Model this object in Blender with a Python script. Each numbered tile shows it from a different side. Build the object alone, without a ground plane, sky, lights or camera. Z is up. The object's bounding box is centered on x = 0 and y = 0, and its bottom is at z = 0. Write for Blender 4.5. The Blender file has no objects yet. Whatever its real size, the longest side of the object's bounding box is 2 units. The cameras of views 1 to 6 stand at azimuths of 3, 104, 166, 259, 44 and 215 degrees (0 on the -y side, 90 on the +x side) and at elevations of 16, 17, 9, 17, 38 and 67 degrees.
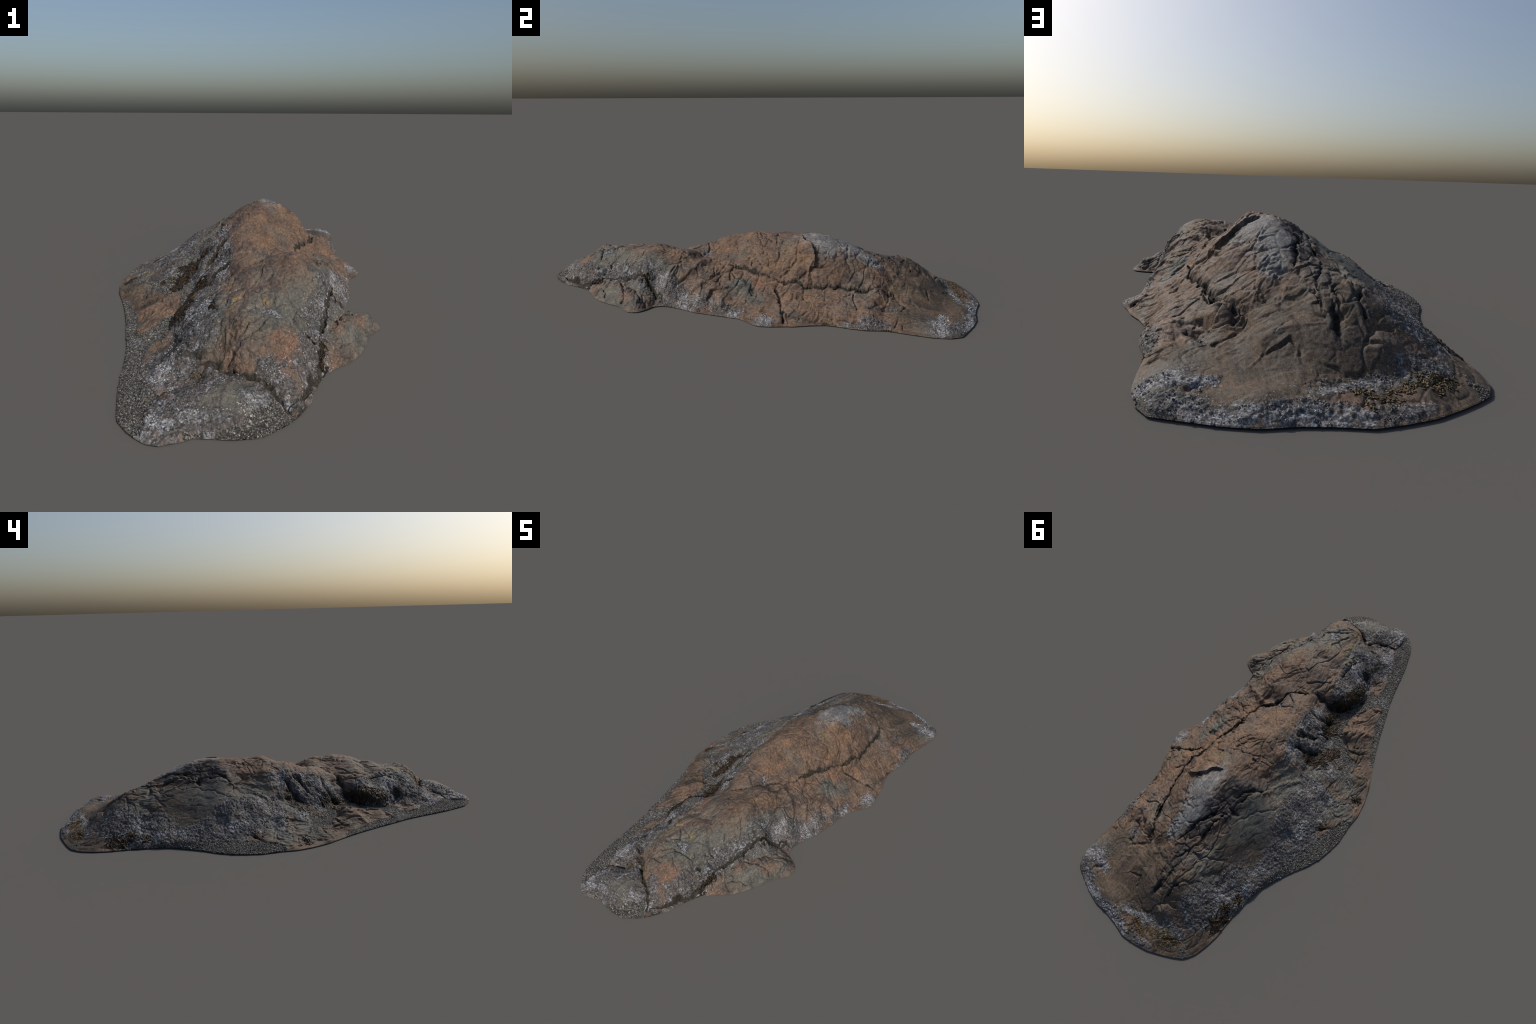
import math
import numpy as np

# ---------------------------------------------------------------- the form --
# The outcrop is one weathered hump of rock cut off by a flat plane z = 0.
# Its form is described by named lines: the outline of the cut, the crest,
# the benches, the joints and the feet of the slopes (x, y, z in metres).

OUTLINE = [  # where the rock meets the cutting plane, clockwise from the south tip
    (-.085, -1.0), (-.113, -.994), (-.136, -.978), (-.160, -.958), (-.190, -.922), (-.203, -.880), (-.222, -.815), (-.236, -.748),
    (-.252, -.660), (-.271, -.577), (-.290, -.520), (-.319, -.422), (-.345, -.345), (-.369, -.277), (-.400, -.205), (-.428, -.143),
    (-.448, -.070), (-.458, .000), (-.453, .070), (-.456, .150), (-.444, .215), (-.433, .260), (-.404, .325), (-.374, .372), (-.344, .430),
    (-.319, .483), (-.297, .545), (-.290, .600), (-.281, .660), (-.278, .717), (-.277, .770), (-.267, .828), (-.250, .882),
    (-.222, .920), (-.187, .940), (-.135, .963), (-.082, .983), (-.025, .993), (.033, .998), (.089, .982), (.147, .971),
    (.209, .968), (.266, .950), (.322, .924), (.375, .899), (.396, .858), (.404, .800), (.398, .730), (.389, .670), (.385, .622), (.398, .560),
    (.397, .499), (.390, .450), (.389, .403), (.405, .345), (.429, .287), (.436, .250), (.450, .200), (.457, .155), (.445, .125), (.427, .100), (.405, .060),
    (.405, .037), (.400, -.010), (.397, -.047), (.392, -.090), (.389, -.131), (.374, -.175), (.366, -.207), (.358, -.250), (.358, -.285), (.374, -.318), (.409, -.332),
    (.438, -.350), (.449, -.375), (.446, -.400), (.426, -.430), (.410, -.450), (.397, -.485), (.388, -.520), (.365, -.575), (.335, -.620), (.290, -.662), (.263, -.690), (.244, -.735),
    (.232, -.775), (.221, -.822), (.203, -.860), (.185, -.893), (.160, -.922), (.117, -.960), (.060, -.972), (.015, -.970), (-.020, -.970), (-.045, -.985),
]

FORM = {
    "south_crest": [(.030, -.722, .138), (.060, -.690, .150), (.050, -.640, .158), (.058, -.601, .163), (.072, -.559, .160), (.100, -.508, .170), (.126, -.460, .184), (.141, -.419, .190),
                    (.156, -.378, .198), (.163, -.344, .199), (.163, -.313, .198), (.164, -.280, .196), (.150, -.240, .190)],
    "saddle": [(.070, -.280, .163), (.104, -.166, .163), (.104, -.200, .176), (.136, -.314, .183), (.060, -.170, .192), (.031, -.313, .153)],
    "main_crest": [(.016, -.118, .219), (.015, -.054, .236), (.020, .011, .248), (.034, .077, .257), (.046, .141, .260), (.051, .202, .263), (.057, .250, .268),
                   (.058, .310, .270), (.055, .377, .260), (.060, .431, .243), (.066, .483, .221), (.068, .534, .197)],
    "north_crest": [(.042, .587, .180), (.003, .643, .169), (-.015, .699, .157), (.010, .745, .128), (.045, .790, .086), (.090, .660, .128)],
    "east_face": [(.144, .204, .222), (.092, .022, .252), (.036, -.054, .234), (.203, .328, .190), (.185, .395, .196), (.140, .280, .246), (.131, .519, .185), (.147, .632, .118), (.096, .603, .160), (.157, .637, .122),
                  (.120, .020, .222), (.150, .100, .208), (.102, -.025, .204), (.165, .065, .192), (.190, .244, .200), (.268, .244, .128)],
    "east_joint": [(.272, .375, .102), (.275, .307, .106), (.265, .240, .110), (.250, .188, .116), (.234, .111, .136), (.216, .049, .143), (.201, -.012, .147), (.187, -.075, .152), (.178, -.119, .156),
                   (.264, .420, .100), (.242, .480, .097), (.218, .544, .094), (.196, .610, .094), (.225, .595, .095), (.178, .645, .071)],
    "cross_joint": [(.285, .187, .089), (.314, .206, .062), (.352, .225, .046), (.393, .238, .035)],
    "east_lower": [(.310, .090, .066), (.370, -.120, .033), (.386, -.060, .022), (.345, .000, .060), (.328, -.275, .117), (.267, .584, .064), (.278, .622, .030), (.287, .658, .036), (.336, .648, .040), (.385, .567, .026),
                   (.235, .732, .043), (.274, .675, .035), (.321, .718, .034), (.163, .702, .077), (.120, .777, .077), (.224, -.429, .173), (.217, -.511, .146), (.243, -.330, .165), (.272, -.290, .132), (.258, -.385, .160), (.280, -.390, .128), (.286, -.430, .100), (.325, .400, .058), (.362, .395, .026), (.340, .480, .055)],
    "knee": [(.115, -.645, .147), (.133, -.723, .131), (.173, -.794, .087), (.213, -.727, .080), (.150, -.565, .165), (.190, -.660, .112), (.220, -.600, .092), (.243, -.596, .066), (.170, -.889, .006), (.200, -.800, .050)],
    "spur": [(.248, -.598, .064), (.300, -.480, .056), (.330, -.400, .052), (.335, -.345, .040), (.390, -.400, .041), (.415, -.380, .034), (.360, -.470, .045), (.320, -.560, .036)],
    "spur_gully": [(.275, -.540, .056), (.296, -.440, .056), (.322, -.340, .024), (.345, -.290, .014)],
    "front_joint": [(.015, -.780, .044), (.051, -.770, .094), (.031, -.759, .078), (.093, -.828, .057), (-.005, -.787, .062), (-.021, -.764, .055), (.125, -.865, .035)],
    "front_slab": [(.041, -.898, .059), (.102, -.896, .034), (-.040, -.900, .048), (-.050, -.850, .044), (-.080, -.960, .020), (.000, -.850, .056), (.080, -.935, .016), (.030, -.950, .024), (.130, -.920, .010)],
    "west_block": [(-.117, -.842, .024), (-.120, -.838, .034), (-.037, -.827, .036), (-.155, -.814, .022), (-.115, -.670, .057), (-.117, -.614, .042), (-.105, -.740, .060), (-.150, -.740, .030)],
    "boulder": [(-.062, -.559, .124), (-.048, -.489, .122), (-.147, -.522, .036), (-.021, -.606, .134), (-.026, -.491, .128), (-.069, -.430, .121), (-.096, -.445, .100), (-.154, -.533, .034),
                (-.150, -.466, .032), (-.190, -.490, .030), (-.081, -.355, .064), (-.140, -.410, .028), (-.040, -.380, .118), (-.060, -.640, .105), (-.035, -.690, .118), (-.070, -.730, .080), (.010, -.540, .148), (.060, -.430, .178), (-.010, -.420, .145)],
    "west_flank": [(-.058, -.013, .200), (-.085, .020, .200), (-.061, -.125, .160), (-.050, -.177, .155), (-.025, -.224, .158), (-.001, -.270, .160), (-.118, -.066, .135), (-.125, -.223, .060),
                   (-.100, -.150, .120), (-.070, -.101, .186), (-.075, -.295, .080), (-.160, -.110, .080)],
    "slot": [(-.121, .198, .168), (-.137, .160, .158), (-.154, .121, .148), (-.171, .082, .136), (-.188, .038, .112), (-.221, .014, .085), (-.090, .126, .172), (-.060, .200, .216), (-.050, .160, .222)],
    "west_foot": [(-.195, -.025, .092), (-.218, -.073, .074), (-.218, -.128, .050), (-.245, -.030, .086), (-.255, -.075, .066), (-.230, .000, .098), (-.200, -.180, .042), (-.155, -.240, .040), (-.106, -.290, .052), (-.275, .005, .060)],
    "west_pan": [(-.172, -.325, .045), (-.182, -.261, .032), (-.275, -.283, .017), (-.386, -.143, .020), (-.425, -.065, .015), (-.330, -.150, .018), (-.289, -.177, .018), (-.244, -.211, .022), (-.179, -.348, .047),
                 (-.240, -.400, .018), (-.215, -.520, .020), (-.185, -.640, .014), (-.180, -.740, .012), (-.160, -.880, .008), (-.380, .000, .030), (-.200, -.420, .028), (-.190, -.300, .048), (-.225, -.310, .036)],
    "smooth_slab": [(-.090, .368, .176), (-.106, .327, .171), (-.132, .292, .166), (-.159, .258, .160), (-.187, .223, .152), (-.224, .469, .056), (-.074, .408, .182), (-.230, .300, .115), (-.250, .180, .100), (-.200, .120, .136),
                    (-.300, .100, .065), (-.170, .420, .105), (-.120, .480, .140)],
    "slab_foot": [(-.278, .623, .018), (-.288, .548, .026), (-.303, .468, .026), (-.323, .390, .026), (-.341, .312, .028), (-.358, .231, .030), (-.379, .148, .030), (-.400, .280, .010)],
    "ledges": [(-.066, .252, .222), (-.041, .349, .205), (.001, .142, .250), (-.020, .060, .238), (-.092, .680, .138), (-.030, .520, .178), (-.010, .430, .215), (-.080, .560, .150)],
    "north_toe": [(-.236, .717, .034), (-.237, .666, .036), (-.258, .606, .024), (-.026, .809, .080), (.025, .772, .100), (-.200, .770, .050), (-.150, .680, .095), (-.120, .785, .086), (-.095, .740, .125),
                  (.009, .859, .037), (-.033, .872, .026), (-.080, .855, .036), (.061, .892, .027), (.020, .905, .024), (-.114, .894, .030), (-.205, .909, .010), (-.175, .892, .020), (-.061, .937, .022), (-.105, .950, .014),
                  (.295, .847, .023), (.272, .830, .027), (.242, .852, .027), (.310, .880, .022), (.180, .880, .028), (.120, .930, .026), (.190, .910, .038), (.340, .780, .030), (.200, .800, .040), (.050, .970, .014), (.230, .925, .018), (.365, .860, .022)],
}


def arr(a):
    return np.array(a, float)


def resample(pts, step, closed=False):
    """Points spaced evenly along a polyline."""
    p = arr(pts)
    if closed:
        p = np.vstack([p, p[:1]])
    s = np.r_[0, np.cumsum(np.linalg.norm(np.diff(p, axis=0), axis=1))]
    n = max(2, int(round(s[-1] / step)) + 1)
    t = np.linspace(0, s[-1], n)
    q = np.stack([np.interp(t, s, p[:, k]) for k in range(p.shape[1])], 1)
    return q[:-1] if closed else q


RIM = resample(OUTLINE, .012, True)


def form_surface():
    """Multiquadric surface through the form lines; returns height(x, y)."""
    rim = resample(OUTLINE, .05, True)
    pts = [np.c_[rim, np.full(len(rim), .003)]] + [arr(v) for v in FORM.values()]
    P = np.vstack(pts)
    c2, smooth = .035 ** 2, 2e-3
    r2 = ((P[:, None, :2] - P[None, :, :2]) ** 2).sum(2)
    n = len(P)
    A = np.zeros((n + 1, n + 1))
    A[:n, :n] = -np.sqrt(r2 + c2)
    A[np.arange(n), np.arange(n)] += smooth
    A[:n, n] = A[n, :n] = 1
    w = np.linalg.solve(A, np.r_[P[:, 2], 0])

    def height(x, y):
        x, y = np.ravel(x), np.ravel(y)
        out = np.empty(len(x))
        for i in range(0, len(x), 20000):
            s = slice(i, i + 20000)
            r2 = (x[s, None] - P[None, :, 0]) ** 2 + (y[s, None] - P[None, :, 1]) ** 2
            out[s] = -np.sqrt(r2 + c2) @ w[:n] + w[n]
        return out
    return height


def seg_dist(x, y, poly, closed=False):
    """Distance to a polyline, and the position 0..1 along it."""
    p = arr(poly)[:, :2]
    if closed:
        p = np.vstack([p, p[:1]])
    best, along = np.full(len(x), 1e9), np.zeros(len(x))
    L = np.r_[0, np.cumsum(np.linalg.norm(np.diff(p, axis=0), axis=1))]
    for i in range(len(p) - 1):
        a, d = p[i], p[i + 1] - p[i]
        t = np.clip(((x - a[0]) * d[0] + (y - a[1]) * d[1]) / (d @ d + 1e-12), 0, 1)
        q = np.hypot(x - a[0] - t * d[0], y - a[1] - t * d[1])
        m = q < best
        best[m] = q[m]
        along[m] = (L[i] + t[m] * (L[i + 1] - L[i])) / L[-1]
    return best, along


def inside(x, y, poly):
    p = arr(poly)[:, :2]
    c = np.zeros(len(x), bool)
    j = len(p) - 1
    for i in range(len(p)):
        xi, yi, xj, yj = *p[i], *p[j]
        if yi != yj:
            c ^= ((yi > y) != (yj > y)) & (x < (xj - xi) * (y - yi) / (yj - yi) + xi)
        j = i
    return c

# ------------------------------------------------------------------- noise --
def _hash(ix, iy, iz, k):
    h = (ix * 374761393 + iy * 668265263 + iz * 2147483647 + k * 974634777) & 0xffffffff
    h = ((h ^ (h >> 13)) * 1274126177) & 0xffffffff
    h = ((h ^ (h >> 16)) * 2246822519) & 0xffffffff
    return (h ^ (h >> 15)) & 0xffffffff


def rnd(ix, iy, iz, k):
    return _hash(ix, iy, iz, k) / 4294967295.0


def noise(p, k=0):
    """Gradient noise, about -1..1."""
    f = np.floor(p)
    i = f.astype(np.int64)
    t = p - f
    w = t * t * t * (t * (t * 6 - 15) + 10)
    out = 0
    for c in range(8):
        a, b, d = c & 1, c >> 1 & 1, c >> 2 & 1
        h = _hash(i[:, 0] + a, i[:, 1] + b, i[:, 2] + d, k)
        g = (np.where(h & 1, 1.0, -1) * (t[:, 0] - a) + np.where(h & 2, 1.0, -1) * (t[:, 1] - b) + np.where(h & 4, 1.0, -1) * (t[:, 2] - d))
        out = out + g * np.where(a, w[:, 0], 1 - w[:, 0]) * np.where(b, w[:, 1], 1 - w[:, 1]) * np.where(d, w[:, 2], 1 - w[:, 2])
    return out


def fractal(p, octaves, k=0, gain=.5):
    out, a = 0, 1.0
    for o in range(octaves):
        out = out + a * noise(p * 2.03 ** o + 17.3 * o, k + o)
        a *= gain
    return out


def cells(p, k=0):
    """Voronoi: nearest and second distance, and a random number per cell."""
    i = np.floor(p).astype(np.int64)
    d1, d2, who = np.full(len(p), 9.0), np.full(len(p), 9.0), np.zeros(len(p))
    for a in (-1, 0, 1):
        for b in (-1, 0, 1):
            for c in (-1, 0, 1):
                j = i + (a, b, c)
                q = [j[:, n] + .1 + .8 * rnd(j[:, 0], j[:, 1], j[:, 2], k + n) - p[:, n] for n in range(3)]
                d = np.sqrt(q[0] ** 2 + q[1] ** 2 + q[2] ** 2)
                near = d < d1
                d2 = np.where(near, d1, np.minimum(d2, d))
                who = np.where(near, rnd(j[:, 0], j[:, 1], j[:, 2], k + 7), who)
                d1 = np.where(near, d, d1)
    return d1, d2, who


def smooth(a, b, x):
    t = np.clip((x - a) / (b - a), 0, 1)
    return t * t * (3 - 2 * t)


# ------------------------------------------------------- joints, ribs, dents --
FACE_JOINTS = [  # open joints of the sunny face: (path, half width, depth)
    ([(.033, -.300), (.069, -.279), (.097, -.236), (.123, -.171), (.178, -.119)], .007, .016),
    ([(.174, -.225), (.178, -.160), (.180, -.122)], .005, .008),
    ([(.178, -.119), (.187, -.075), (.201, -.012), (.216, .049), (.234, .111), (.246, .188), (.268, .240), (.272, .307), (.264, .380), (.248, .430), (.238, .480), (.222, .544), (.190, .640)], .0065, .019),
    ([(.190, -.020), (.210, .050), (.228, .100)], .014, .022),
    ([(.250, .188), (.285, .187), (.314, .206), (.352, .225), (.393, .238), (.433, .249)], .007, .013),
    ([(.032, -.199), (.062, -.222), (.092, -.231)], .005, .006),
    ([(.068, .051), (.119, .088), (.142, .143)], .004, .005),
    ([(.213, .128), (.185, .173), (.158, .176), (.140, .210)], .006, .010),
    ([(.204, .055), (.171, .077), (.147, .113)], .006, .010),
    ([(.227, .171), (.215, .230), (.205, .284), (.206, .334), (.182, .370), (.131, .430), (.091, .500)], .004, .006),
    ([(.246, .629), (.280, .590), (.312, .565), (.245, .709)], .007, .009),
    ([(.389, .384), (.373, .456), (.377, .576)], .007, .008),
    ([(-.006, -.757), (.013, -.781), (.048, -.813), (.108, -.831), (.150, -.862), (.172, -.885)], .008, .013),
    ([(-.153, -.975), (-.136, -.915), (-.122, -.850), (-.090, -.842), (-.035, -.822), (-.006, -.772)], .007, .014),
    ([(-.006, -.757), (-.054, -.745), (-.084, -.699), (-.112, -.629), (-.140, -.560), (-.153, -.535)], .010, .010),
    ([(.046, -.768), (.094, -.729), (.129, -.678), (.173, -.660), (.187, -.596)], .006, .010),
    ([(.050, -.770), (.055, -.740), (.085, -.700), (.118, -.675)], .005, .008),
    ([(.258, -.640), (.245, -.603), (.268, -.520), (.278, -.441), (.297, -.394), (.310, -.354), (.336, -.298), (.352, -.280)], .008, .018),
    ([(.212, -.665), (.216, -.615), (.200, -.604)], .006, .014),
]
CREST_JOINTS = [  # joints of the knee, the slab and the crest
    ([(.170, -.882), (.198, -.830), (.231, -.753), (.249, -.695), (.258, -.641), (.262, -.610)], .008, .012),
    ([(.060, -.680), (.072, -.658), (.081, -.637), (.109, -.595)], .005, .006),
    ([(.109, .139), (.093, .112), (.060, .060)], .006, .010),
    ([(.130, .153), (.085, .146), (.019, .130), (-.038, .095)], .004, .005),
    ([(.014, .139), (-.010, .141)], .006, .012),
    ([(.257, .373), (.247, .427), (.250, .474), (.231, .542), (.206, .602)], .006, .007),
    ([(.238, .548), (.211, .585), (.169, .639)], .005, .006),
    ([(.017, .791), (.006, .733), (.004, .674), (-.017, .621), (-.015, .560)], .006, .008),
    ([(-.039, .756), (-.044, .713), (-.080, .680), (-.120, .650)], .005, .008),
    ([(.039, .742), (.025, .650), (.001, .606), (-.007, .572), (-.029, .527)], .005, .007),
    ([(.062, .586), (.035, .496), (.000, .414), (-.005, .346)], .005, .011),
    ([(-.011, .528), (-.020, .434), (-.043, .367), (-.051, .316), (-.071, .248)], .006, .012),
    ([(-.074, .409), (-.109, .324), (-.150, .265), (-.186, .221)], .004, .005),
    ([(-.045, .369), (-.080, .356)], .007, .012),
    ([(-.028, -.482), (-.033, -.523), (-.026, -.570), (-.021, -.612)], .008, .014),
    ([(.119, -.745), (.072, -.746), (.004, -.778)], .006, .010),
    ([(-.047, -.084), (-.071, -.096), (-.072, -.119), (-.105, -.160)], .011, .026),
    ([(-.080, -.035), (-.109, -.054), (-.131, -.084), (-.165, -.110)], .014, .024),
    ([(.018, .730), (.022, .764), (.027, .790)], .010, .015),
    ([(-.045, .710), (-.039, .749), (-.032, .776)], .008, .014),
]
FLANK_JOINTS = [  # clefts of the shaded flank and the toe
    ([(-.020, .809), (-.056, .797), (-.098, .781)], .005, .008),
    ([(.172, .790), (.140, .783), (.113, .779), (.107, .806), (.106, .826)], .005, .007),
    ([(-.029, .306), (-.060, .254), (-.077, .236), (-.100, .205)], .010, .014),
    ([(.289, .836), (.297, .848), (.312, .862)], .008, .010),
    ([(-.075, -.559), (-.100, -.550), (-.140, -.525)], .005, .006),
    ([(-.095, -.180), (-.125, -.200), (-.150, -.215)], .010, .012),
    ([(-.060, -.150), (-.100, -.170)], .008, .010),
    ([(.020, -.325), (-.020, -.335), (-.060, -.355), (-.095, -.375), (-.118, -.400), (-.145, -.450), (-.163, -.500), (-.158, -.535)], .013, .022),
    ([(-.062, -.560), (-.085, -.568), (-.112, -.560), (-.150, -.545)], .008, .010),
    ([(-.075, -.605), (-.100, -.600), (-.125, -.590)], .014, .012),
    ([(-.050, -.700), (-.085, -.680), (-.110, -.650)], .009, .009),
    ([(-.020, -.230), (-.060, -.255), (-.095, -.275), (-.120, -.290)], .012, .016),
    ([(.234, .111), (.262, .098), (.290, .092)], .006, .010),
    ([(.201, -.012), (.240, -.020), (.275, -.010)], .006, .009),
    ([(.275, .307), (.300, .300), (.325, .320)], .006, .009),
    ([(.285, -.550), (.312, -.490), (.328, -.440), (.345, -.390), (.350, -.350)], .006, .009),
    ([(.330, -.470), (.365, -.455), (.400, -.450)], .005, .008),
    ([(.350, -.400), (.375, -.380), (.405, -.350)], .006, .008),
    ([(.300, -.600), (.330, -.560), (.360, -.540)], .005, .007),
    ([(.160, .640), (.235, .690), (.290, .690)], .006, .007),
]
JOINTS = FACE_JOINTS + CREST_JOINTS + FLANK_JOINTS
RIBS = [  # raised ribs: (path, half width, height)
    ([(.195, -.150), (.261, -.177), (.298, -.212)], .016, .010),
    ([(.275, .043), (.289, -.015), (.321, -.066), (.352, -.100)], .016, .011),
    ([(.342, -.171), (.318, -.146), (.280, -.090)], .014, .006),
    ([(.370, -.118), (.392, -.050)], .016, .008),
    ([(.312, -.520), (.335, -.474), (.340, -.430)], .018, .009),
    ([(.345, -.455), (.385, -.420), (.400, -.390)], .018, .010),
    ([(-.190, -.285), (-.235, -.330), (-.275, -.362)], .022, .016),
    ([(-.250, -.236), (-.300, -.265), (-.332, -.290)], .014, .010),
    ([(-.290, -.215), (-.340, -.270)], .010, .006),
    ([(-.343, -.127), (-.390, -.160), (-.425, -.145)], .022, .008),
    ([(-.180, -.425), (-.215, -.470), (-.250, -.508)], .016, .008),
    ([(-.190, -.385), (-.225, -.405)], .010, .006),
    ([(-.105, .215), (-.120, .190), (-.145, .120), (-.180, .062)], .012, .010),
    ([(.110, -.705), (.133, -.723), (.150, -.735)], .014, .010),
]
DENTS = [  # hollows: (x, y, radius across, radius along, turn, depth)
    (.258, .598, .012, .024, 25, .016), (.224, -.429, .016, .020, 0, .010), (.295, .092, .018, .014, 0, .014), (.290, -.222, .016, .03, 30, .009),
    (.305, -.100, .014, .030, 35, .010), (.104, -.170, .014, .018, 0, .008), (.217, -.511, .016, .022, 0, .007), (.310, .300, .016, .030, 0, .008),
    (.165, .110, .012, .03, 20, .006), (-.095, -.030, .03, .04, 0, .012), (-.055, -.725, .02, .03, 0, .010), (.120, .610, .014, .03, 40, .008),
    (.140, .615, .010, .022, 30, .008), (.085, .590, .012, .03, 60, .008), (-.150, -.060, .02, .03, 0, .010), (.250, -.250, .02, .03, 20, .006), (.300, .520, .014, .05, 10, .006),
]
SWELLS = [  # broad swells and hollows of the faces: (x, y, radius, height)
    (-.275, .020, .035, .013), (-.280, -.220, .025, .011), (-.060, .030, .025, .008), (-.055, .120, .025, .010), (.010, .170, .020, .006), (-.120, -.200, .025, .012), (-.190, -.090, .030, .010), (-.060, .830, .030, .017),
    (.270, .250, .022, .014), (.298, -.385, .025, .015), (.270, -.320, .030, .016), (.220, .570, .022, .010), (.360, -.030, .025, .012), (.210, -.600, .025, .010), (.300, -.530, .025, .010), (-.090, -.040, .025, .010),
    (-.130, -.620, .025, .010), (-.045, -.660, .025, .011), (.050, -.720, .025, .009), (-.135, -.455, .025, .012), (-.050, -.130, .025, .010), (-.220, -.290, .022, .010), (.300, .060, .02, .006),
    (.128, .025, .032, -.014), (.105, -.015, .025, -.008), (.280, -.020, .025, -.013), (-.260, .290, .035, -.012), (-.018, -.288, .030, -.022), (-.055, -.335, .022, -.016), (-.108, -.280, .020, -.010), (-.090, -.585, .024, -.018),
    (.340, .510, .030, -.012), (.148, .400, .025, -.009), (.392, -.385, .035, -.012), (.120, -.600, .035, -.012), (.100, -.640, .025, -.006), (.170, -.180, .025, -.010), (-.110, -.790, .025, -.010), (.020, -.905, .030, -.006),
    (.195, -.560, .022, -.010), (.130, .630, .022, -.007), (.170, -.530, .022, -.007), (.390, -.440, .03, -.006), (-.250, .480, .03, -.006),
    (-.280, .030, .030, .010), (-.085, .120, .025, .010), (-.240, -.450, .035, .006), (-.165, -.645, .022, .010), (-.130, -.190, .020, .006), (-.100, -.040, .020, .008), (-.060, -.125, .020, .008), (-.050, .835, .020, .008),
    (.245, .260, .025, .014), (.235, .500, .025, .012), (.245, .700, .028, .009), (.297, -.360, .020, .012), (.280, -.310, .025, .010), (.310, -.520, .030, .010), (.210, -.740, .020, .006), (.375, -.020, .015, .008),
    (.270, -.060, .028, -.014), (.340, .490, .030, -.010), (.110, -.195, .030, -.012), (.110, -.490, .030, -.008), (.060, -.600, .025, -.006), (.120, .020, .020, -.008), (.100, -.020, .020, -.006), (.340, .020, .015, -.006), (.150, .645, .025, -.008),
    (-.090, -.360, .020, -.010), (-.060, -.340, .020, -.008), (-.140, -.030, .018, -.008), (-.270, .290, .025, -.006), (.190, -.320, .025, -.010), (.170, -.020, .020, -.008), (.050, -.140, .025, -.008), (.040, -.510, .020, -.008), (.170, -.520, .020, -.006),
    (-.100, -.800, .020, -.006), (.050, -.920, .020, -.005), (-.350, -.080, .020, -.006),
]
FLAKE = [(.062, .250), (.085, .262), (.107, .264), (.142, .306), (.182, .330), (.212, .332)]  # edge of the slab that broke off the crest

GRAVEL = [
    [(-.30, -1.02), (-.124, -.975), (-.126, -.940), (-.128, -.900), (-.124, -.850), (-.157, -.806), (-.175, -.745), (-.177, -.675), (-.170, -.567), (-.160, -.512), (-.150, -.470), (-.113, -.375), (-.108, -.310), (-.150, -.235),
     (-.200, -.158), (-.236, -.110), (-.300, -.112), (-.340, -.085), (-.400, -.060), (-.52, -.040)],
    [(-.255, .700), (-.283, .625), (-.287, .548), (-.305, .468), (-.325, .390), (-.347, .312), (-.366, .231), (-.388, .150), (-.420, .060), (-.52, .020), (-.52, .700)],
    [(.140, -.866), (.112, -.893), (.087, -.919), (.070, -.945), (.030, -.962), (-.040, -.968), (-.040, -1.02), (.26, -1.02), (.22, -.900), (.167, -.895)],
    [(-.190, .885), (-.205, .880), (-.235, .905), (-.225, .96), (-.190, .96), (-.196, .920)],
]
ISLANDS = [  # rock ledges that stand out of the gravel
    [(-.180, -.262), (-.172, -.320), (-.170, -.390), (-.215, -.490), (-.252, -.522), (-.268, -.500), (-.275, -.430), (-.292, -.385), (-.335, -.300), (-.365, -.240), (-.52, -.200), (-.52, -.06), (-.40, -.05), (-.335, -.105), (-.318, -.150), (-.285, -.205), (-.240, -.240)],
    [(-.178, -.690), (-.172, -.580), (-.192, -.560), (-.205, -.620), (-.196, -.680)],
]
BARNACLE = [  # crusts of barnacles: (x, y, radius across, radius along, turn)
    (-.270, .190, .10, .14, 0), (-.300, .340, .07, .15, 0), (-.230, .610, .08, .14, 0), (-.170, .730, .08, .08, 0), (-.265, .490, .042, .10, 0),
    (-.100, -.050, .06, .10, 0), (-.070, -.220, .06, .13, 0), (-.130, -.150, .08, .12, 0), (-.090, -.510, .08, .14, 0), (-.070, -.670, .08, .08, 0), (-.115, -.730, .08, .13, 0),
    (-.090, -.930, .08, .06, 0), (.000, -.955, .10, .028, 0), (.105, -.885, .05, .035, 30), (.000, -.825, .08, .030, 0), (-.050, -.870, .05, .04, 0),
    (.225, -.700, .035, .13, -10), (.140, -.840, .05, .06, 0), (.255, -.500, .030, .12, -8), (.300, -.360, .035, .10, -15), (.345, -.250, .032, .10, -5), (.376, -.130, .020, .08, 0), (.388, .010, .022, .08, 0),
    (.430, .170, .03, .05, 0), (.115, -.645, .030, .022, 0), (.360, .830, .05, .05, 0), (.285, .842, .04, .025, 0), (.330, .905, .08, .030, -20), (.240, .945, .10, .026, -8), (.120, .960, .08, .034, 0),
    (.000, .975, .08, .024, 0), (.060, .893, .06, .016, 0), (-.010, .888, .05, .022, 0), (-.110, .865, .07, .030, 20), (.280, .648, .02, .026, 0), (.375, .600, .022, .06, 0), (.385, .500, .014, .06, 0),
    (-.100, -.985, .06, .03, 0), (-.240, -.080, .05, .05, 0), (-.260, .040, .10, .05, 0), (.104, -.172, .016, .014, 0), (-.300, -.190, .03, .02, 0),
]
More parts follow.
